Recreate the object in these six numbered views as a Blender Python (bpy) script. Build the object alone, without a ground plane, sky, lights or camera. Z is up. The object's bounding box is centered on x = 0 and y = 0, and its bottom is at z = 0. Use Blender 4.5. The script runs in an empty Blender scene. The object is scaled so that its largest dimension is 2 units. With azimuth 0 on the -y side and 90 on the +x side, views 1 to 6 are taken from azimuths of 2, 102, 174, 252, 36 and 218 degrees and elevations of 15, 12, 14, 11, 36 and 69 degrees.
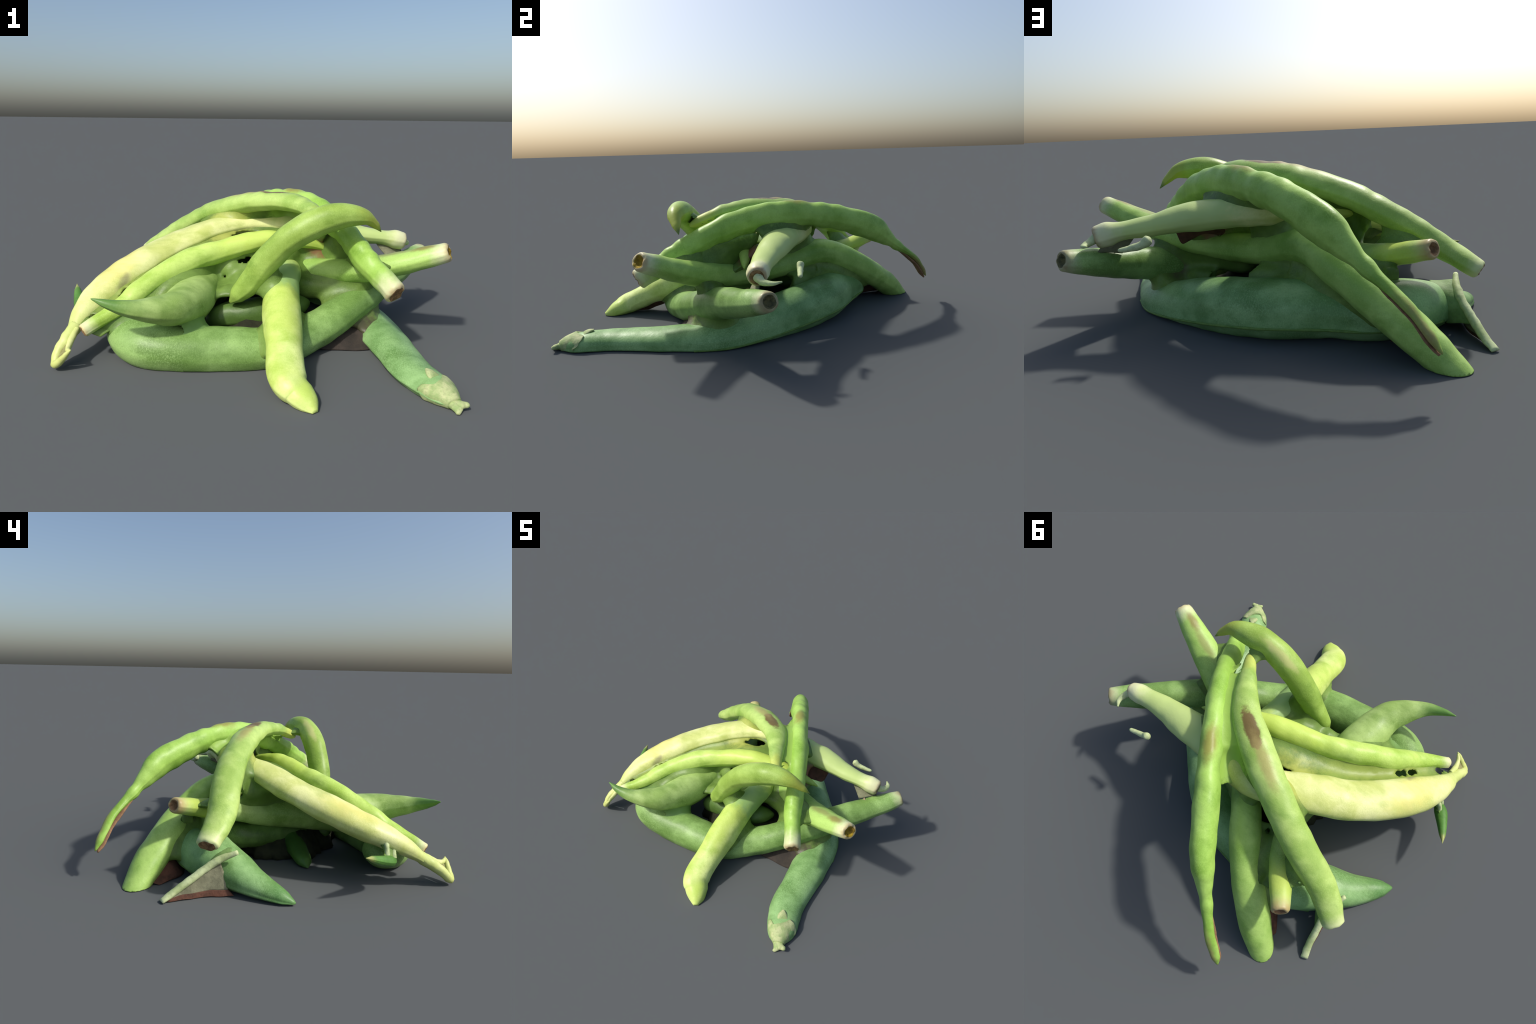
"""A loose pile of ten freshly picked bean pods, with stalk ends, torn skin and scraps."""
import bpy, bmesh, math, random
import numpy as np
from mathutils import Vector, noise

random.seed(7)
SEG = 56
COL = bpy.context.scene.collection


def srgb(r, g, b):
    f = lambda c: (c / 255 / 12.92) if c / 255 <= .04045 else ((c / 255 + .055) / 1.055) ** 2.4
    return (f(r), f(g), f(b), 1.0)


# ------------------------------------------------------------------ materials
class Nodes:
    """Small helper to write a node tree as a chain of expressions."""

    def __init__(self, name, rough=.42, spec=.3):
        self.m = bpy.data.materials.new(name)
        self.m.use_nodes = True
        self.t = self.m.node_tree
        self.bsdf = self.t.nodes['Principled BSDF']
        self.bsdf.inputs['Roughness'].default_value = rough
        self.bsdf.inputs['Specular IOR Level'].default_value = spec
        self.co = self.t.nodes.new('ShaderNodeTexCoord').outputs['Object']

    def put(self, sock, v):
        if hasattr(v, 'is_output'):
            self.t.links.new(v, sock)
        else:
            sock.default_value = v

    def math(self, op, a, b=0.0, c=0.0, clamp=False):
        n = self.t.nodes.new('ShaderNodeMath')
        n.operation = op
        n.use_clamp = clamp
        for s, v in zip(n.inputs, (a, b, c)):
            self.put(s, v)
        return n.outputs[0]

    def noise(self, scale, detail=3.0, rough=.55, vec=None, distort=0.0):
        n = self.t.nodes.new('ShaderNodeTexNoise')
        self.put(n.inputs['Vector'], vec or self.co)
        n.inputs['Scale'].default_value = scale
        n.inputs['Detail'].default_value = detail
        n.inputs['Roughness'].default_value = rough
        n.inputs['Distortion'].default_value = distort
        return n.outputs['Fac']

    def ramp(self, fac, lo, hi):
        n = self.t.nodes.new('ShaderNodeMapRange')
        n.interpolation_type = 'SMOOTHSTEP'
        self.put(n.inputs[0], fac)
        n.inputs[1].default_value = lo
        n.inputs[2].default_value = hi
        return n.outputs[0]

    def mix(self, fac, a, b):
        n = self.t.nodes.new('ShaderNodeMix')
        n.data_type = 'RGBA'
        self.put(n.inputs[0], fac)
        self.put(n.inputs[6], a)
        self.put(n.inputs[7], b)
        return n.outputs[2]

    def mapped(self, loc, axis, scale):
        """Object coordinates centred on loc, x axis along 'axis', divided by scale."""
        mp = self.t.nodes.new('ShaderNodeMapping')
        mp.vector_type = 'TEXTURE'
        self.put(mp.inputs[0], self.co)
        mp.inputs['Location'].default_value = loc
        mp.inputs['Rotation'].default_value = Vector(axis).to_track_quat('X', 'Z').to_euler()
        mp.inputs['Scale'].default_value = scale
        return mp.outputs[0]

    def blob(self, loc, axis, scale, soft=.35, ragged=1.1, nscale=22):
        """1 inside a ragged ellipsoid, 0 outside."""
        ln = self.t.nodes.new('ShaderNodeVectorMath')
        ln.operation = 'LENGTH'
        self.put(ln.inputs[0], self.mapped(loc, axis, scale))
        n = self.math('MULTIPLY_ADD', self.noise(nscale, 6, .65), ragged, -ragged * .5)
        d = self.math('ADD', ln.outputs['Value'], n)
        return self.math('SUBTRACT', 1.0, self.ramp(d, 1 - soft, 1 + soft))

    def bump(self, h, dist=.002, strength=.5):
        n = self.t.nodes.new('ShaderNodeBump')
        n.inputs['Distance'].default_value = dist
        n.inputs['Strength'].default_value = strength
        self.put(n.inputs['Height'], h)
        self.put(self.bsdf.inputs['Normal'], n.outputs[0])

    def done(self, colour):
        self.put(self.bsdf.inputs['Base Color'], colour)
        return self.m


def bean_skin(name, base, light, deep, marks, speckle=.25, axis=(1, 0, 0)):
    """Skin of a pod: cloudy tone between three greens, fine speckle, ragged marks."""
    n = Nodes(name)
    base, light, deep = [(c_[0] * .93 * k_, c_[1] * .955 * k_, c_[2] * .86 * k_ ** 1.6) for c_, k_ in ((base, .965), (light, 1.0), (deep, .92))]
    c = n.mix(n.ramp(n.noise(5.0, 4), .38, .64), srgb(*base), srgb(*light))
    c = n.mix(n.math('MULTIPLY', n.ramp(n.noise(7.5, 5, .6, n.mapped((3, 1, 2), axis, (2.2, 1, 1))), .48, .72), .62), c, srgb(deep[0] * .95, deep[1] * .97, deep[2] * .88))
    # faint lengthwise fibres
    fib = n.noise(60, 2, .5, n.mapped((0, 0, 0), axis, (9, 1, 1)))
    c = n.mix(n.math('MULTIPLY', n.ramp(fib, .45, .75), .14), c, srgb(*deep))
    # downy pale speckle and fine dark pores
    bloom = n.ramp(n.noise(3.2, 3), .42, .66)
    sp = n.noise(240, 3, .65, n.mapped((0, 0, 0), axis, (1, 1.8, 1.8)))
    sp = n.math('MULTIPLY', n.ramp(sp, .42, .74), n.math('MULTIPLY_ADD', bloom, .7, .3))
    speckle = speckle * .8 + .12
    c = n.mix(n.math('MULTIPLY', sp, speckle), c, srgb(*[min(255, v + 34) for v in light]))
    c = n.mix(n.math('MULTIPLY', n.ramp(n.noise(190, 3, .6), .52, .74), speckle * .7), c, srgb(*[v * .78 for v in deep]))
    for loc, ax, sc, colr, amt, soft in marks:
        c = n.mix(n.math('MULTIPLY', n.blob(loc, ax, sc, soft), amt), c, srgb(*colr))
    h = n.math('ADD', n.math('MULTIPLY', n.noise(150, 2), .35), n.noise(26, 4))
    n.bump(h, .0035, .38)
    return n.done(c)


def plain_matter(name, a, b, scale=14, rough=.75, dist=.006):
    n = Nodes(name, rough, .2)
    c = n.mix(n.ramp(n.noise(scale, 6, .65), .35, .68), srgb(*a), srgb(*b))
    c = n.mix(n.math('MULTIPLY', n.ramp(n.noise(scale * 7, 3), .5, .7), .35), c, srgb(*[v * .7 for v in a]))
    n.bump(n.noise(scale * 3, 5), dist, .6)
    return n.done(c)


# ------------------------------------------------------------------ curves and lofts
def spline(ctrl, n):
    """Catmull-Rom through the rows of ctrl, resampled to n even steps of length."""
    c = np.array(ctrl, float)
    c = np.vstack([2 * c[0] - c[1], c, 2 * c[-1] - c[-2]])
    out = []
    for k in range(1, len(c) - 2):
        for u in np.linspace(0, 1, 24, endpoint=False):
            out.append(.5 * ((2 * c[k]) + (c[k + 1] - c[k - 1]) * u + (2 * c[k - 1] - 5 * c[k] + 4 * c[k + 1] - c[k + 2]) * u * u
                             + (3 * c[k] - c[k - 1] - 3 * c[k + 1] + c[k + 2]) * u ** 3))
    out.append(c[-2])
    out = np.array(out)
    s = np.r_[0, np.cumsum(np.linalg.norm(np.diff(out[:, :3], axis=0), axis=1))]
    g = np.linspace(0, s[-1], n)
    return np.stack([np.interp(g, s, out[:, i]) for i in range(out.shape[1])], -1), s[-1]


def frames(P):
    T = np.gradient(P, axis=0)
    T /= np.linalg.norm(T, axis=1)[:, None]
    side = np.cross(T, [0, 0, 1.0])
    side /= np.linalg.norm(side, axis=1)[:, None] + 1e-9
    return T, side, np.cross(side, T)


def mesh_parts(bm, origin, names, mats, parent, floor=None, fill=True):
    """Cut at the ground, shade smooth, split the faces by region into one object per part."""
    lay = bm.faces.layers.int['region']
    if floor is not None:
        g = bm.verts[:] + bm.edges[:] + bm.faces[:]
        bmesh.ops.bisect_plane(bm, geom=g, plane_co=(0, 0, floor), plane_no=(0, 0, 1), clear_inner=True)
        edges = [e for e in bm.edges if e.is_boundary]
        if edges and fill:
            res = bmesh.ops.holes_fill(bm, edges=edges, sides=0)
            for f in res['faces']:
                vs = [lf[lay] for e in f.edges for lf in e.link_faces if lf != f]
                f[lay] = max(set(vs), key=vs.count) if vs else 0
    bm.normal_update()
    bm.verts.index_update()
    nrm = {v.index: v.normal.copy() for v in bm.verts}
    made = []
    for k, nm in enumerate(names):
        fs = [f for f in bm.faces if f[lay] == k]
        if not fs:
            continue
        ids = sorted({v.index for f in fs for v in f.verts})
        back = {i: j for j, i in enumerate(ids)}
        bm.verts.ensure_lookup_table()
        me = bpy.data.meshes.new(nm)
        me.from_pydata([bm.verts[i].co - Vector(origin) for i in ids], [], [[back[v.index] for v in f.verts] for f in fs])
        me.materials.append(mats[k])
        for p in me.polygons:
            p.use_smooth = True
        me.normals_split_custom_set_from_vertices([nrm[i] for i in ids])
        ob = bpy.data.objects.new(nm, me)
        COL.objects.link(ob)
        if parent:
            ob.parent = parent
        made.append(ob)
    bm.free()
    return made


def tube_bmesh(rings, regions):
    """rings: list of (SEG,3) arrays; regions: region index of each strip between rings."""
    bm = bmesh.new()
    lay = bm.faces.layers.int.new('region')
    n = len(rings[0])
    rows = [[bm.verts.new(p) for p in r] for r in rings]
    for i in range(len(rows) - 1):
        for j in range(n):
            f = bm.faces.new((rows[i][j], rows[i][(j + 1) % n], rows[i + 1][(j + 1) % n], rows[i + 1][j]))
            f[lay] = regions[i]
    for row, reg, flip in ((rows[0], regions[0], True), (rows[-1], regions[-1], False)):
        c = bm.verts.new(sum((v.co for v in row), Vector()) / n)
        for j in range(n):
            a, b = row[j], row[(j + 1) % n]
            f = bm.faces.new((b, a, c) if flip else (a, b, c))
            f[lay] = reg
    bm.normal_update()
    bmesh.ops.recalc_face_normals(bm, faces=bm.faces[:])
    return bm


def empty(name, loc, label, category):
    e = bpy.data.objects.new(name, None)
    e.location = loc
    e.empty_display_size = .05
    COL.objects.link(e)
    e['label'] = label
    e['category'] = category
    return e


# profile of a snapped stalk end, walked outward then into the hollow: (along, radius factor)
CUT = [(0.0, 1.0), (.14, .98), (.28, .91), (.36, .80), (.37, .66), (.30, .50), (.12, .38), (.0, .24), (-.03, .10)]
FLAT = [(0.0, 1.0), (.14, .97), (.26, .88), (.33, .74), (.35, .58), (.33, .42), (.29, .28), (.28, .12)]


def bean(ctrl, start, end, skin, end_mats, label, lump=.006, ripple=.0, seam=.0025, seed=0, collar=.06, tiplen=.12, flat=2.0, floor=.0):
    """One pod.  ctrl rows: x, y, z, half width sideways, half height.
    start/end: 'cut' hollow stalk end, 'flat' snapped end, 'tip' pointed, 'round' blunt, 'ground' runs into the ground."""
    n = 220
    S, length = spline(ctrl, n)
    P, rw, rh = S[:, :3], np.maximum(S[:, 3], .002), np.maximum(S[:, 4], .002)
    T, side, up = frames(P)
    s = np.linspace(0, length, n)
    # blunt caps
    for kind, d in ((start, s), (end, length - s)):
        if kind == 'round':
            q = np.clip(d / .09, 0, 1)
            k = np.sqrt(1 - (1 - q) ** 2)
            rw, rh = rw * np.maximum(k, .02), rh * np.maximum(k, .02)
        if kind == 'tip':
            q = np.clip(d / .05, 0, 1)
            k = .25 + .75 * np.sqrt(q)
            rw, rh = rw * k, rh * k
    a = np.linspace(0, 2 * math.pi, SEG, endpoint=False)
    ca, sa = np.cos(a), np.sin(a)
    ex = 2 / flat
    ca2, sa2 = np.sign(ca) * abs(ca) ** ex, np.sign(sa) * abs(sa) ** ex
    rings, regs = [], []

    def ring(c, t, sd, u, w, h, i, amp=1.0):
        pts = []
        for j in range(SEG):
            d = sd * ca2[j] * w + u * sa2[j] * h
            p = c + d
            q = Vector(p) + Vector((seed * 3.1, seed * 1.7, seed))
            k = noise.fractal(q * 4.5, 1.0, 2.1, 2) * lump + noise.noise(q * 13) * lump * .30 + max(0, noise.noise(q * 7 + Vector((9, 2, 5))) - .25) * -lump * 1.4
            k += ripple * math.sin(s[i] * 48 + seed + 5 * noise.noise(q * 5)) * (.4 + .6 * abs(sa[j]))
            k += lump * .12 * math.sin(s[i] * 55 + seed * 2 + 3 * noise.noise(q * 2)) * abs(sa[j])
            if seam:
                for ang in (2 * math.pi - .32, math.pi):
                    dd = min(abs(a[j] - ang), 2 * math.pi - abs(a[j] - ang))
                    k += seam * math.exp(-(dd / .13) ** 2)
            nn = d / (np.linalg.norm(d) + 1e-9)
            fade = min(1, min(w, h) / .03)
            pts.append(p + nn * k * amp * fade)
        return np.array(pts)

    R_POD, R_A, R_B, R_HA, R_HB = 0, 1, 2, 3, 4

    def cap(i, outward, prof, rc, rhole):
        out, rg = [], []
        c, t, sd, u = P[i], T[i] * outward, side[i], up[i]
        r = .5 * (rw[i] + rh[i])
        tilt = Vector((noise.noise(Vector((seed, 2, 3))), noise.noise(Vector((seed, 5, 1))), 0)) * .5
        for m, (al, f) in enumerate(prof[1:]):
            base = ring(c, t, sd, u, rw[i] * f, rh[i] * f, i, .7)
            off = np.array([al * r * (1 + tilt.x * ca[j] + tilt.y * sa[j] + .35 * noise.noise(Vector((ca[j] * 1.6 + seed, sa[j] * 1.6, m * .4)))) for j in range(SEG)])
            out.append(base + np.outer(off, t))
            rg.append(rhole if m >= (4 if prof is CUT else 3) else rc)
        return out, rg

    body = [ring(P[i], T[i], side[i], up[i], rw[i], rh[i], i) for i in range(n)]
    breg = []
    for i in range(n - 1):
        if start in ('cut', 'flat') and s[i] < collar:
            breg.append(R_A)
        elif end in ('cut', 'flat') and length - s[i + 1] < collar:
            breg.append(R_B)
        elif start == 'tip' and s[i] < tiplen:
            breg.append(R_A)
        elif end == 'tip' and length - s[i + 1] < tiplen:
            breg.append(R_B)
        else:
            breg.append(R_POD)
    rings, regs = list(body), list(breg)
    if start in ('cut', 'flat'):
        o, r = cap(0, -1, CUT if start == 'cut' else FLAT, R_A, R_HA)
        rings = o[::-1] + rings
        regs = r[::-1] + regs
    if end in ('cut', 'flat'):
        o, r = cap(n - 1, 1, CUT if end == 'cut' else FLAT, R_B, R_HB)
        rings += o
        regs += r
    o = P[len(P) // 2].copy()
    o[2] = 0.0
    root = empty('bean_pod', o, label, 'bean')
    nm = {'cut': 'stalk_end', 'flat': 'stalk_end', 'tip': 'tip'}
    names = ['pod', nm.get(start, 'blunt_end'), nm.get(end, 'blunt_end'), 'scar', 'scar']
    mats = [skin, skin, skin, end_mats, end_mats]
    lowest = min(r[:, 2].min() for r in rings)
    mesh_parts(tube_bmesh(rings, regs), o, names, mats, root, floor if lowest < floor else None)
    return root, o


def twig(ctrl, name, mat, parent, origin, floor=None, segs=14, lump=.002, n=40):
    """A thin tapered stem.  ctrl rows: x, y, z, half width, half height."""
    S, L = spline(ctrl, n)
    T, side, up = frames(S[:, :3])
    a = np.linspace(0, 2 * math.pi, segs, endpoint=False)
    rings = []
    for i in range(n):
        pts = []
        for t in a:
            d = side[i] * math.cos(t) * S[i, 3] + up[i] * math.sin(t) * S[i, 4]
            k = 1 + 8 * lump * 10 * noise.noise(Vector(S[i, :3] + d) * 40)
            pts.append(S[i, :3] + d * k)
        rings.append(np.array(pts))
    bm = tube_bmesh(rings, [0] * (n - 1))
    return mesh_parts(bm, origin, [name], [mat], parent, floor)[0]


def sheet(edge_a, edge_b, name, mat, parent, origin, thick=.006, sag=0.0, floor=None, nu=26, nv=12, rag=.006):
    """A thin torn sheet stretched between two curves, with real thickness."""
    A, _ = spline(edge_a, nu)
    Bc, _ = spline(edge_b, nu)
    bm = bmesh.new()
    lay = bm.faces.layers.int.new('region')
    top, bot = [], []
    for i in range(nu):
        for j in range(nv):
            v = j / (nv - 1)
            p = A[i] * (1 - v) + Bc[i] * v
            p = p + np.array([0, 0, -sag * 4 * v * (1 - v)])
            q = Vector(p) * 14
            p = p + np.array(noise.noise_vector(q)) * rag
            u = i / (nu - 1)
            nrm = np.cross(A[min(i + 1, nu - 1)] - A[max(i - 1, 0)], Bc[i] - A[i])
            nrm /= np.linalg.norm(nrm) + 1e-9
            th = thick * (.3 + .7 * min(1, 6 * min(u, 1 - u)))
            top.append(bm.verts.new(p + nrm * th / 2))
            bot.append(bm.verts.new(p - nrm * th / 2))
    id_ = lambda i, j: i * nv + j
    for i in range(nu - 1):
        for j in range(nv - 1):
            q = (id_(i, j), id_(i + 1, j), id_(i + 1, j + 1), id_(i, j + 1))
            bm.faces.new([top[k] for k in q])
            bm.faces.new([bot[k] for k in q[::-1]])
    rim = [id_(i, 0) for i in range(nu)] + [id_(nu - 1, j) for j in range(1, nv)] + [id_(i, nv - 1) for i in range(nu - 2, -1, -1)] + [id_(0, j) for j in range(nv - 2, 0, -1)]
    for k in range(len(rim)):
        a, b = rim[k], rim[(k + 1) % len(rim)]
        bm.faces.new((top[b], top[a], bot[a], bot[b]))
    bmesh.ops.recalc_face_normals(bm, faces=bm.faces[:])
    return mesh_parts(bm, origin, [name], [mat], parent, floor)[0]


# ------------------------------------------------------------------ shared materials
BROWN = (112, 84, 58)
PALE = (232, 226, 196)
TAN = (196, 166, 122)
scar_tan = plain_matter('scar_tan', (150, 118, 82), (104, 78, 52), 30)
scar_yellow = plain_matter('scar_yellow', (168, 142, 42), (112, 90, 34), 30)
scar_dark = plain_matter('scar_dark', (112, 106, 70), (66, 68, 48), 40)
husk_brown = plain_matter('dry_husk', (104, 70, 56), (74, 54, 44), 16)
husk_dark = plain_matter('dark_husk', (66, 58, 52), (50, 46, 42), 16)
husk_grey = plain_matter('grey_husk', (134, 134, 108), (110, 110, 88), 12)
pale_stem = plain_matter('pale_stem', (196, 208, 158), (164, 180, 124), 12, .6, .003)
lining_mat = plain_matter('lining', (150, 158, 104), (116, 98, 66), 18)
calyx_mat = plain_matter('calyx', (186, 192, 142), (138, 162, 102), 16, .65, .005)
flap_mat = plain_matter('flap', (122, 152, 92), (98, 128, 74), 12, .6, .004)


def rel(p, o):
    return tuple(np.array(p, float) - np.array(o, float))


def mid_origin(ctrl):
    S, _ = spline(ctrl, 220)
    o = S[110, :3].copy()
    o[2] = 0
    return o


def end_marks(ctrl, which, o, pale=.11, brown=.05, pale_col=PALE, brown_col=TAN, amt=.6, bamt=.8):
    """Bleached collar and brown rim of a stalk end, as masks round the end point."""
    c = np.array(ctrl, float)
    p, q = (c[0], c[1]) if which == 0 else (c[-1], c[-2])
    ax = (p - q)[:3]
    ax /= np.linalg.norm(ax)
    tip = p[:3] + ax * .02
    return [(rel(tip - ax * .0, o), tuple(ax), (pale * 1.15, .12, .12), pale_col, amt, .6),
            (rel(tip + ax * .03, o), tuple(ax), (brown * 1.25, .1, .1), brown_col, bamt, .45)]


def main_axis(ctrl):
    d = np.array(ctrl[-1][:3], float) - np.array(ctrl[0][:3], float)
    return tuple(d / np.linalg.norm(d))


# ------------------------------------------------------------------ the pods
# dark pod curling round the front of the pile
A = [(.958, .216, .345, .052, .048), (.90, .16, .322, .066, .060), (.792, .052, .281, .077, .070), (.634, -.118, .226, .083, .084), (.470, -.274, .159, .089, .086),
     (.287, -.408, .092, .099, .088), (.088, -.536, .055, .110, .100), (-.123, -.575, .054, .118, .111), (-.340, -.592, .060, .120, .112),
     (-.505, -.575, .072, .120, .108), (-.600, -.490, .092, .112, .095), (-.625, -.370, .115, .085, .075)]
o = mid_origin(A)
skin = bean_skin('dark_skin', (120, 154, 88), (154, 186, 120), (96, 132, 66), end_marks(A, 0, o, .045, .042, (206, 206, 170), (136, 116, 82)), .5)
root_front, o_front = bean(A, 'cut', 'round', skin, scar_dark, 'thick dark green bean pod curling round the front', lump=.005, seed=1, collar=.04)

# big dark pod lying in an arc on the ground, stalk to the front, point to the left
B = [(.808, -.944, .014, .034, .024), (.789, -.892, .020, .060, .042), (.768, -.830, .024, .078, .052), (.736, -.76, .024, .087, .055), (.703, -.665, .024, .093, .057),
     (.663, -.385, .028, .108, .066), (.585, -.113, .036, .124, .090), (.378, .128, .074, .132, .126), (.140, .338, .112, .134, .132),
     (-.124, .415, .110, .134, .120), (-.300, .452, .102, .138, .122), (-.460, .432, .100, .140, .122), (-.600, .360, .080, .118, .100), (-.725, .285, .054, .086, .066), (-.825, .205, .030, .052, .040), (-.902, .137, .010, .020, .018)]
o = mid_origin(B)
skin = bean_skin('blue_green_skin', (120, 160, 106), (152, 188, 136), (94, 136, 76),
                 [(rel((-.9, .13, .02), o), (1, .5, 0), (.12, .12, .1), (74, 122, 62), .6, .6)], .45)
root_ground, o_ground = bean(B, 'round', 'tip', skin, scar_dark, 'big blue-green bean pod lying in an arc on the ground', lump=.005, seam=.008, seed=2, tiplen=.14)

# raised seam along the outer flank of the ground pod
S_, _ = spline(B, 60)
T_, side_, up_ = frames(S_[:, :3])
seam_path = [tuple(S_[i, :3] + (side_[i] * math.cos(-.32) * S_[i, 3] + up_[i] * math.sin(-.32) * S_[i, 4]) * 1.045) + (.006, .006) for i in range(16, 50, 3)]
SEAM = (seam_path, root_ground, o_ground)

# yellow-green pod leaning out to the front
C = [(.254, -.992, .003, .012, .010), (.228, -.955, .014, .044, .036), (.195, -.915, .036, .066, .054), (.152, -.856, .066, .083, .068), (.139, -.709, .128, .082, .072), (.129, -.560, .196, .090, .088),
     (.129, -.406, .258, .090, .092), (.152, -.244, .301, .072, .078), (.20, -.10, .340, .055, .06)]
o = mid_origin(C)
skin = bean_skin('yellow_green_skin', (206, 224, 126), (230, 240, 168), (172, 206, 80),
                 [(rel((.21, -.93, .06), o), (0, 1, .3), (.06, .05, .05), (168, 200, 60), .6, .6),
                  (rel((.14, -.3, .3), o), (0, 1, .3), (.13, .14, .14), (140, 176, 118), .8, .35)], .15)  # second mark paints a cooler shade patch on the upper end
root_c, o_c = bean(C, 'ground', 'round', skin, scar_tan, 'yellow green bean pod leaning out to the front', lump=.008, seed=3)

# long pod from the right stub across the pile down to the ground behind
D = [(.900, -.390, .496, .050, .047), (.692, -.297, .407, .079, .060), (.476, -.182, .335, .084, .066), (.275, -.055, .305, .078, .070), (.090, .110, .315, .076, .074),
     (-.072, .329, .363, .081, .079), (-.212, .526, .268, .082, .078), (-.359, .687, .136, .085, .074), (-.455, .773, .042, .079, .066), (-.515, .826, -.024, .068, .056), (-.575, .88, -.085, .05, .045)]
o = mid_origin(D)
skin = bean_skin('grass_skin', (158, 194, 106), (182, 212, 126), (128, 172, 78),
                 end_marks(D, 0, o, .06, .038, PALE, (172, 142, 98)) + [(rel((.80, -.36, .52), o), (-1, .4, -.4), (.06, .024, .03), (132, 116, 66), .8, .5),
                                                            (rel((.68, -.30, .47), o), (-1, .4, -.4), (.10, .022, .03), (140, 140, 84), .7, .5)], .2)
root_d, o_d = bean(D, 'cut', 'ground', skin, scar_yellow, 'long green bean pod crossing the pile to the ground behind', lump=.007, seed=4, collar=.05)

# long arching pod on top with the withered twisted tail
Ec = [(.636, -.540, .347, .050, .057), (.537, -.386, .439, .050, .065), (.453, -.219, .541, .051, .064), (.355, -.047, .606, .055, .073), (.249, .127, .634, .056, .081),
      (.139, .301, .624, .056, .073), (.033, .473, .585, .060, .074), (-.069, .638, .520, .060, .078), (-.125, .710, .465, .048, .060), (-.174, .772, .410, .034, .038),
      (-.279, .902, .302, .028, .020), (-.335, .955, .225, .026, .017), (-.378, .996, .149, .012, .010)]
o = mid_origin(Ec)
skin = bean_skin('arch_skin', (156, 196, 92), (178, 212, 116), (126, 170, 62),
                 end_marks(Ec, 0, o, .075, .038, PALE, (178, 144, 104)) + [(rel((.19, .215, .70), o), (-.5, 1, 0), (.09, .032, .05), (136, 126, 62), .8, .5),
                                                            (rel((-.31, .95, .20), o), (-.6, .6, -1), (.13, .02, .06), (146, 112, 84), .7, .5)], .15)
root_e, o_e = bean(Ec, 'flat', 'tip', skin, scar_tan, 'long arching green bean pod with a withered tail', lump=.009, ripple=.002, seed=5, collar=.05, tiplen=.3)

twig([(-.195, .788, .372, .010, .006), (-.262, .868, .298, .020, .007), (-.312, .922, .240, .022, .007), (-.352, .962, .172, .020, .007), (-.374, .984, .140, .006, .004)],
     'dry_underside', plain_matter('withered', (150, 116, 88), (116, 86, 64), 20), root_e, o_e)

# flat pod beside it, with a brown bruise on the crest
F = [(-.736, .503, .269, .055, .038), (-.608, .410, .357, .073, .052), (-.458, .352, .458, .076, .057), (-.305, .282, .547, .079, .058), (-.150, .194, .606, .079, .055),
     (.004, .099, .652, .079, .055), (.148, -.013, .670, .072, .050), (.270, -.177, .657, .044, .038), (.377, -.346, .590, .020, .022)]
o = mid_origin(F)
skin = bean_skin('bruised_skin', (162, 192, 104), (190, 212, 132), (128, 170, 80),
                 end_marks(F, 0, o, .045, .022, (216, 220, 170), (150, 112, 76)) + [(rel((.075, .045, .705), o), (1, -.72, 0), (.11, .034, .04), (106, 86, 52), .95, .18),
                                                           (rel((-.07, .14, .68), o), (1, -.62, .3), (.14, .028, .04), (160, 146, 92), .7, .5),
                                                           (rel((.34, -.3, .6), o), (.6, -1, -.3), (.12, .06, .06), (204, 206, 96), .7, .6)], .15)
root_f, o_f = bean(F, 'flat', 'tip', skin, scar_tan, 'flat green bean pod with a brown bruise', lump=.008, ripple=.0015, seed=6, collar=.04, tiplen=.1)

# claw-shaped pod standing at the front
G = [(-.130, -.367, .214, .018, .020), (-.085, -.372, .262, .045, .048), (-.025, -.378, .325, .057, .061), (.057, -.390, .450, .065, .066), (.155, -.400, .555, .068, .066), (.269, -.406, .629, .066, .069),
     (.389, -.394, .668, .063, .062), (.506, -.376, .660, .040, .038), (.560, -.350, .625, .024, .022), (.604, -.320, .578, .006, .005)]
o = mid_origin(G)
skin = bean_skin('olive_skin', (150, 178, 84), (172, 198, 108), (116, 152, 58),
                 [(rel((.57, -.34, .61), o), (1, .5, -1), (.12, .07, .07), (176, 182, 76), .7, .6), (rel((.604, -.32, .578), o), (1, .5, -1), (.03, .03, .03), (92, 112, 60), .8, .5),
                  (rel((.2, -.38, .66), o), (1, 0, .5), (.12, .02, .03), (196, 192, 132), .6, .5)], .22)
root_g, o_g = bean(G, 'tip', 'tip', skin, scar_tan, 'claw shaped olive green bean pod', lump=.006, seed=7, tiplen=.12)

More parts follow.
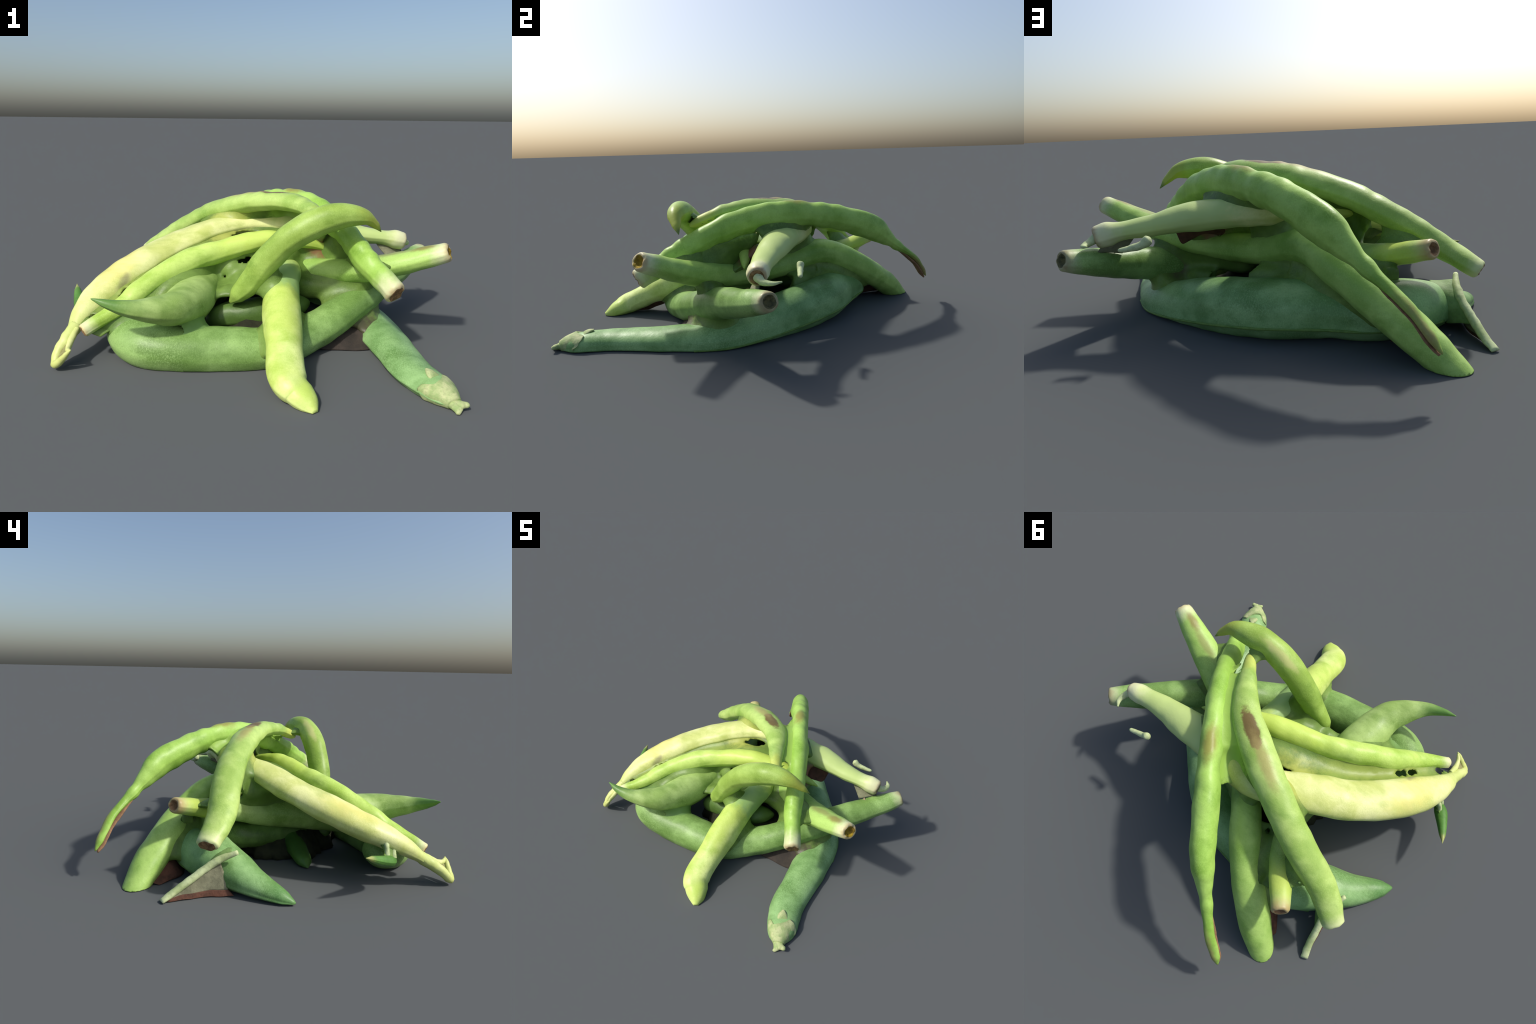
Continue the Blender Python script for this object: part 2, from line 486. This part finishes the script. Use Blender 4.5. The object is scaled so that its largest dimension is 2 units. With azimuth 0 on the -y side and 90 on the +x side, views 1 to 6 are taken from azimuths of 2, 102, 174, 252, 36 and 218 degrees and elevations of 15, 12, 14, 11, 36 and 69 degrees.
# broad pale pod running right across, stub on the right, split tail on the left
H = [(.828, .143, .428, .044, .048), (.785, .138, .437, .052, .052), (.73, .135, .446, .050, .042), (.604, .131, .461, .068, .050), (.383, .150, .494, .087, .067), (.163, .178, .508, .089, .071), (-.054, .190, .508, .090, .062),
     (-.260, .102, .485, .098, .058), (-.451, -.013, .424, .107, .062), (-.619, -.155, .351, .105, .066), (-.756, -.327, .270, .096, .066), (-.825, -.470, .195, .058, .044),
     (-.858, -.575, .125, .030, .026), (-.885, -.640, .075, .022, .020), (-.892, -.665, .055, .012, .012)]
o = mid_origin(H)
skin = bean_skin('pale_skin', (214, 218, 144), (236, 234, 180), (190, 204, 108),
                 [(rel((.5, .14, .48), o), (1, 0, 0), (.36, .2, .2), (184, 206, 128), .9, .3)]
                 + end_marks(H, 0, o, .09, .040, PALE, (142, 104, 72)) +
                 [(rel((-.70, -.25, .33), o), (-.5, -1, -.4), (.16, .07, .07), (228, 214, 120), .6, .6),
                  (rel((-.86, -.57, .13), o), (-.5, -1, -.8), (.12, .06, .06), (190, 204, 120), .7, .6),
                  (rel((-.66, -.33, .30), o), (-.5, -1, -.4), (.06, .02, .03), (120, 116, 92), .8, .5)], .12)
root_h, o_h = bean(H, 'flat', 'round', skin, scar_tan, 'broad pale yellow bean pod with a split tail', lump=.008, seed=8, collar=.05)
twig([(-.844, -.540, .150, .036, .030), (-.872, -.615, .100, .030, .028), (-.890, -.662, .062, .024, .024), (-.893, -.686, .036, .022, .020), (-.885, -.706, .028, .020, .018), (-.850, -.718, .060, .016, .016), (-.818, -.726, .096, .010, .010), (-.801, -.728, .113, .003, .003)],
     'tail_hook', skin, root_h, o_h, 0.0)
twig([(-.808, -.724, .106, .006, .006), (-.828, -.695, .098, .012, .012), (-.836, -.655, .104, .014, .014), (-.834, -.615, .126, .016, .014), (-.826, -.575, .150, .012, .012)],
     'tail_flap', skin, root_h, o_h, 0.0)
sheet([(-.868, -.560, .148), (-.898, -.640, .086), (-.898, -.690, .034)], [(-.822, -.570, .148), (-.834, -.645, .104), (-.824, -.705, .095)], 'tail_lining', lining_mat, root_h, o_h, .010, .006, rag=.003)
twig([(.836, .146, .425, .024, .022), (.862, .175, .408, .020, .016), (.872, .225, .405, .014, .010), (.850, .262, .408, .004, .004)], 'stalk', pale_stem, root_h, o_h)

# yellow-green slim pod in front of the pale one
I = [(-.778, -.612, .158, .034, .034), (-.643, -.499, .231, .046, .042), (-.506, -.369, .327, .060, .052), (-.333, -.252, .398, .060, .062), (-.136, -.165, .447, .057, .059),
     (.071, -.108, .481, .059, .050), (.280, -.057, .454, .045, .035), (.486, -.010, .377, .010, .010)]
o = mid_origin(I)
skin = bean_skin('lime_skin', (184, 214, 104), (208, 230, 136), (152, 192, 70), end_marks(I, 0, o, .05, .036, PALE, (204, 160, 100)) +
                 [(rel((.1, -.1, .5), o), (1, .3, 0), (.35, .12, .12), (196, 216, 92), .5, .5)], .15)
root_i, o_i = bean(I, 'flat', 'tip', skin, scar_tan, 'slim lime green bean pod sloping to the left', lump=.008, seed=9, collar=.035, tiplen=.12)

# pod with a long point at the front left, running under the pile to a stub behind
K = [(-.678, -.770, .370, .006, .006), (-.60, -.765, .342, .022, .022), (-.514, -.738, .314, .042, .040), (-.425, -.67, .286, .070, .062), (-.360, -.585, .264, .090, .082), (-.322, -.425, .238, .112, .110), (-.290, -.260, .236, .098, .100), (-.255, -.08, .245, .095, .098),
     (-.245, .10, .262, .084, .084), (-.30, .295, .297, .072, .064), (-.390, .465, .340, .060, .048), (-.490, .610, .388, .046, .042)]
o = mid_origin(K)
skin = bean_skin('sage_skin', (156, 184, 108), (182, 204, 136), (126, 160, 80),
                 [(rel((-.66, -.77, .36), o), (-1, -.2, .3), (.16, .07, .07), (84, 128, 58), .85, .6)] + end_marks(K, 1, o, .055, .06, (206, 204, 150), (166, 138, 98)) +
                 [(rel((-.42, .5, .36), o), (-.5, 1, .3), (.1, .1, .1), (186, 204, 76), .6, .6)], .25)
root_k, o_k = bean(K, 'tip', 'cut', skin, scar_tan, 'plump sage green bean pod with a long point', lump=.006, seed=10, collar=.05, tiplen=.2)

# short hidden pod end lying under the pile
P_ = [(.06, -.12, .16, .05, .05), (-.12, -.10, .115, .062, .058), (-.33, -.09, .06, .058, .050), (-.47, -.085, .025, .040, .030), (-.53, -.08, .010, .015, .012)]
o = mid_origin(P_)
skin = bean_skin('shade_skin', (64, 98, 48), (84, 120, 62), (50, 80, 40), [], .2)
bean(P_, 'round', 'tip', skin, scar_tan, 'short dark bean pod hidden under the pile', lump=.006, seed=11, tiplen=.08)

# short pod wedged between the crossing pod and the front pod
Q = [(.10, -.08, .20, .06, .06), (.20, -.10, .215, .085, .08), (.36, -.16, .245, .085, .08), (.50, -.20, .26, .065, .06), (.58, -.23, .26, .03, .03)]
o = mid_origin(Q)
skin = bean_skin('wedge_skin', (138, 168, 90), (160, 188, 112), (112, 146, 68), [], .25)
bean(Q, 'round', 'round', skin, scar_tan, 'short green pod wedged inside the pile', lump=.006, seed=13)

for R, sd in (([(.17, .03, .455, .04, .035), (.06, .02, .45, .055, .045), (-.08, -.02, .435, .06, .055), (-.25, -.08, .385, .05, .05), (-.42, -.19, .32, .05, .05), (-.55, -.30, .245, .04, .04)], 14),
              ([(-.15, -.27, .27, .05, .05), (-.08, -.24, .29, .055, .055), (.02, -.20, .315, .055, .055), (.14, -.15, .34, .04, .04)], 15),
              ([(-.34, .25, .37, .04, .04), (-.32, .13, .39, .05, .06), (-.28, .01, .38, .05, .06), (-.28, -.10, .35, .04, .04)], 16)):
    bean(R, 'round', 'round', skin, scar_tan, 'short green pod wedged inside the pile', lump=.006, seed=sd)
bean([(-.62, -.52, .19, .03, .03), (-.52, -.46, .215, .045, .045), (-.42, -.38, .235, .045, .045), (-.36, -.32, .25, .03, .03)], 'round', 'round', skin, scar_tan, 'short green pod wedged inside the pile', lump=.006, seed=17)

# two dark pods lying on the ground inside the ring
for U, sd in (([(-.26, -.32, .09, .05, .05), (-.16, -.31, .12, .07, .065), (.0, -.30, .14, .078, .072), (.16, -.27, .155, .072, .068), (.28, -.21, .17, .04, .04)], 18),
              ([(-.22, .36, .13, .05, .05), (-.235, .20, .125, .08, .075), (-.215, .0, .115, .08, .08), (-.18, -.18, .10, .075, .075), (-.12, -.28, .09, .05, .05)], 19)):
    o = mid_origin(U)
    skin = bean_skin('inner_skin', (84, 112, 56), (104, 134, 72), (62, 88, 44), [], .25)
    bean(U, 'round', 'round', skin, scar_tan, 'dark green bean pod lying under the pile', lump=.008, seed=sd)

# small dark pod tip sticking out under the pale pod
M = [(-.845, -.400, .175, .016, .016), (-.870, -.365, .155, .030, .026), (-.900, -.325, .165, .033, .028), (-.930, -.270, .185, .026, .024), (-.960, -.205, .211, .015, .015), (-.979, -.162, .227, .003, .003)]
o = mid_origin(M)
skin = bean_skin('tip_skin', (84, 132, 60), (108, 156, 78), (60, 104, 44), [(rel((-.978, -.163, .226), o), (-.3, 1, .3), (.05, .04, .04), (170, 170, 100), .8, .6)], .2)
root_m, o_m = bean(M, 'round', 'tip', skin, scar_tan, 'small dark green curled pod tip', lump=.002, seed=12, tiplen=.06)
for k, (x, y) in enumerate(((-.885, -.33), (-.87, -.375))):
    twig([(x + .05, y - .02, .245, .018, .018), (x + .02, y - .01, .215, .012, .012), (x, y, .165, .016, .014)], 'stalk', pale_stem, root_m, o_m)

# calyx and stalk of the ground pod
CAL = [(.768, -.838, .027, .082, .056), (.780, -.868, .027, .070, .050), (.794, -.898, .024, .054, .042), (.808, -.930, .018, .034, .028)]


def calyx():
    S, L = spline(CAL, 26)
    T, side, up = frames(S[:, :3])
    rings = []
    for i in range(26):
        u = i / 25
        pts = []
        for j in range(SEG):
            t = 2 * math.pi * j / SEG
            d = side[i] * math.cos(t) * S[i, 3] + up[i] * math.sin(t) * S[i, 4]
            lobe = (1 - u) ** 3 * (.022 * math.sin(3 * t + .9) + .014 * noise.noise(Vector((math.cos(t) * 3, math.sin(t) * 3, 1))))
            p = S[i, :3] + d * (1.02 + .05 * noise.noise(Vector(S[i, :3] + d) * 25)) - T[i] * lobe
            pts.append(p)
        rings.append(np.array(pts))
    inner = rings[0] + (S[0, :3] - rings[0]) * .14
    mesh_parts(tube_bmesh([inner] + rings, [0] * 26), o_ground, ['calyx'], [calyx_mat], root_ground, 0.0)


calyx()
twig([(.803, -.918, .020, .028, .024), (.812, -.942, .014, .022, .018), (.811, -.962, .007, .015, .012), (.806, -.978, .004, .006, .006)], 'stalk', calyx_mat, root_ground, o_ground, 0.0, lump=.005)
twig([(.810, -.928, .022, .022, .018), (.832, -.940, .022, .018, .015), (.852, -.943, .022, .013, .011), (.862, -.945, .020, .004, .004)], 'stalk', calyx_mat, root_ground, o_ground, 0.0, lump=.005)
twig([(.760, -.818, .072, .030, .010), (.746, -.795, .084, .024, .008), (.735, -.775, .088, .006, .004)], 'sepal', calyx_mat, root_ground, o_ground)

# pale stem leaning on the point of the ground pod, with the dry skin behind it
No = (-.70, .53, 0)
stem_root = empty('dry_stem', No, 'thin pale stem leaning against a pod', 'plant stem')
twig([(-.715, .715, .004, .020, .008), (-.700, .665, .030, .020, .016), (-.690, .590, .074, .019, .018), (-.680, .500, .130, .019, .018), (-.683, .440, .165, .020, .018), (-.700, .390, .190, .014, .014), (-.714, .358, .206, .010, .010)],
     'stem', pale_stem, stem_root, No, 0.0)
sheet([(-.708, .690, .012), (-.690, .590, .070), (-.680, .50, .122), (-.683, .43, .150)], [(-.712, .690, .006), (-.703, .60, .020), (-.698, .50, .022), (-.72, .40, .022)], 'skin', husk_grey, stem_root, No, .006, 0, 0.0)
sheet([(-.714, .690, .010), (-.705, .60, .024), (-.700, .50, .026), (-.722, .40, .026)], [(-.716, .69, .0), (-.712, .60, .0), (-.708, .50, .0), (-.74, .38, .0)], 'skin', husk_brown, stem_root, No, .006, 0, 0.0)

sheet([(-.692, .60, .066), (-.682, .51, .124), (-.684, .43, .168), (-.700, .385, .190)], [(-.625, .47, .030), (-.60, .46, .120), (-.575, .43, .175), (-.60, .36, .185)], 'flap', flap_mat, stem_root, No, .008, 0, 0.0)

# little loose scrap floating beside the pale stub
Oo = (.645, .314, .40)
scrap_root = empty('pod_scrap', Oo, 'tiny pale curled scrap of pod', 'scrap')
twig([(.580, .305, .440, .006, .006), (.590, .306, .432, .019, .022), (.612, .309, .414, .016, .018), (.650, .314, .404, .014, .015), (.700, .321, .399, .011, .010), (.712, .323, .398, .003, .003)],
     'shred', pale_stem, scrap_root, Oo)

# ------------------------------------------------------------------ dark floor patch and fused skins filling the crevices of the heap
fused_mat = bean_skin('fused_skin', (100, 128, 62), (122, 148, 78), (76, 98, 48),  # base greens deepened to carry the baked darkness of the crevices
                      [((.22, .05, .62), (.6, -.8, 0), (.45, .10, .10), (150, 186, 82), .9, .3), ((-.12, .5, .45), (.5, -.8, .2), (.25, .10, .10), (150, 184, 96), .8, .4),
                       ((-.5, -.28, .36), (.7, .6, .3), (.4, .07, .10), (158, 172, 80), .6, .5), ((-.2, .05, .52), (1, 0, 0), (.16, .12, .10), (176, 182, 92), .8, .4),
                       ((.35, .0, .42), (1, 0, 0), (.10, .10, .07), (140, 92, 70), .9, .3), ((.74, .10, .37), (1, 0, 0), (.14, .09, .05), (150, 132, 112), .9, .3),
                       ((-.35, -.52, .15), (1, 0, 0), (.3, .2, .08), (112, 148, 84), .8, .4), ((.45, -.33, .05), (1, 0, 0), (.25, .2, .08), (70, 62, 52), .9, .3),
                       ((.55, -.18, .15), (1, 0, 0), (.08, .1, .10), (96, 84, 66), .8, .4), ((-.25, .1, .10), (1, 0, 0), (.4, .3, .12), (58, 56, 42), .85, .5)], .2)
dark_floor_mat = plain_matter('near_black_floor', (48, 50, 34), (34, 36, 26), 14, .85)


FREE_ENDS = [(A[0][:3], .11), (D[0][:3], .11), (Ec[0][:3], .12), (F[0][:3], .14), (H[0][:3], .10), (K[-1][:3], .11), (I[0][:3], .06), (G[-1][:3], .10), (G[-2][:3], .08), ((.46, -.33, .58), .10), ((.54, -.36, .58), .10), ((-.49, -.68, .20), .13), ((-.40, -.60, .155), .09)]


def fused_skins(gap=.034, inset=.012, voxel=.013):
    """Skin that bridges the crevices: the whole heap swollen by 'gap', then shrunk again."""
    verts, faces = [], []
    for ob in list(COL.objects):
        if ob.type == 'MESH' and ob.parent and ob.parent.name.startswith('bean_pod') and 'under the pile' not in ob.parent['label'] and ob.name.split('.')[0] in ('pod', 'stalk_end', 'tip', 'blunt_end', 'scar'):
            k, off = len(verts), ob.parent.location
            verts += [tuple(v.co + off) for v in ob.data.vertices]
            faces += [[i + k for i in p.vertices] for p in ob.data.polygons]
    me = bpy.data.meshes.new('fused_skin')
    me.from_pydata(verts, [], faces)
    ob = bpy.data.objects.new('fused_skin', me)
    COL.objects.link(ob)
    for kind, val in (('REMESH', voxel), ('DISPLACE', gap), ('REMESH', voxel), ('DISPLACE', -gap - inset), ('REMESH', voxel), ('SMOOTH', 6)):
        m = ob.modifiers.new(kind, kind)
        if kind == 'REMESH':
            m.mode = 'VOXEL'
            m.voxel_size = val
        elif kind == 'DISPLACE':
            m.mid_level = 0
            m.strength = val
        else:
            m.iterations = val
            m.factor = .5
    bpy.context.view_layer.update()
    dg = bpy.context.evaluated_depsgraph_get()
    done = bpy.data.meshes.new_from_object(ob.evaluated_get(dg))
    bpy.data.objects.remove(ob)
    bm = bmesh.new()
    bm.from_mesh(done)
    bm.faces.layers.int.new('region')
    # nothing round the free ends, and no loose islands
    for p, r in FREE_ENDS:
        bmesh.ops.delete(bm, geom=[v for v in bm.verts if (v.co - Vector(p)).length < r], context='VERTS')
    left = set(bm.verts)
    while left:
        stack, isle = [left.pop()], []
        while stack:
            v = stack.pop()
            isle.append(v)
            for e in v.link_edges:
                w = e.other_vert(v)
                if w in left:
                    left.discard(w)
                    stack.append(w)
        if len(isle) < 1500:
            bmesh.ops.delete(bm, geom=isle, context='VERTS')
    o = (0, 0, 0)
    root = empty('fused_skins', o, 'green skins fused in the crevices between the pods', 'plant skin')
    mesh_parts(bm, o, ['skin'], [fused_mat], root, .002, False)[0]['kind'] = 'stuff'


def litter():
    """Low ragged near-black patch on the ground inside the ring of pods."""
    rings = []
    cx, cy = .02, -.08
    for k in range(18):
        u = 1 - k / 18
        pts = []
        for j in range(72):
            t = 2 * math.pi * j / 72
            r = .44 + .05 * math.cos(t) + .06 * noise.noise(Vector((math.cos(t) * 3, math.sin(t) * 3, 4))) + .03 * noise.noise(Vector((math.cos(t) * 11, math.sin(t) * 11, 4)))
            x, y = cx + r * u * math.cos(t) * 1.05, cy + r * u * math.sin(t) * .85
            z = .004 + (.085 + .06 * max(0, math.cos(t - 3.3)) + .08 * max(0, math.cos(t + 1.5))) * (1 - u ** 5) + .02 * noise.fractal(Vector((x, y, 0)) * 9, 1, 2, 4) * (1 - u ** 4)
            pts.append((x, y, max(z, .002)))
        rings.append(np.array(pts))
    root = empty('ragged_dark_floor', (cx, cy, 0), 'ragged near-black floor patch under the pods', 'litter')
    mesh_parts(tube_bmesh(rings, [0] * 17), (cx, cy, 0), ['litter'], [dark_floor_mat], root)[0]['kind'] = 'stuff'


fused_skins()
# the wedged pods lie wholly under that skin: keep only the skin
for root in [r for r in COL.objects if r.name.startswith('bean_pod') and 'wedged' in r.get('label', '')]:
    for ch in list(root.children):
        bpy.data.objects.remove(ch)
    bpy.data.objects.remove(root)
litter()

seam_mat = plain_matter('seam', (112, 142, 72), (88, 122, 58), 20, .5, .002)
twig(SEAM[0], 'seam', seam_mat, SEAM[1], SEAM[2], n=120, lump=.001)

# ------------------------------------------------------------------ dry skins and scraps stretched between pods
W = (.3, -.3, 0)
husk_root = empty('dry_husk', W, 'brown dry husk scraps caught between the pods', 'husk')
sheet([(.27, -.44, .03), (.40, -.34, .08), (.56, -.22, .10)], [(.34, -.435, 0), (.46, -.435, 0), (.60, -.42, 0)], 'husk', husk_dark, husk_root, W, .006, 0, 0.0)
sheet([(-.35, .64, .16), (-.42, .71, .09), (-.49, .78, .02)], [(-.36, .55, .0), (-.44, .58, 0), (-.52, .70, 0)], 'husk', husk_brown, husk_root, W, .006, 0, 0.0)
sheet([(.13, -.80, .06), (.11, -.72, .09), (.10, -.62, .14)], [(.15, -.84, 0), (.11, -.76, 0), (.08, -.62, .06)], 'husk', husk_brown, husk_root, W, .006, 0, 0.0)
sheet([(.66, .12, .425), (.73, .128, .415), (.81, .145, .40)], [(.745, .085, .335), (.775, .105, .345), (.84, .15, .36)], 'husk', husk_grey, husk_root, W, .012)
sheet([(.22, -.14, .30), (.34, -.02, .40), (.46, .06, .36)], [(.30, .02, .46), (.40, .10, .46), (.50, .12, .44)], 'husk', husk_brown, husk_root, W, .01, .03)
sheet([(.56, -.20, .14), (.60, -.17, .15), (.65, -.13, .16)], [(.57, -.22, .36), (.60, -.20, .36), (.63, -.18, .35)], 'husk', husk_dark, husk_root, W, .03)
sheet([(-.765, -.60, .138), (-.71, -.555, .165), (-.63, -.50, .21)], [(-.71, -.59, .115), (-.665, -.565, .135), (-.60, -.52, .16)], 'husk', fused_mat, husk_root, W, .012)
sheet([(.52, -.30, .44), (.45, -.17, .50), (.38, -.03, .54), (.34, .04, .54)], [(.56, -.235, .39), (.46, -.165, .375), (.36, -.09, .37), (.30, -.02, .36)], 'husk', fused_mat, husk_root, W, .012, rag=.012)
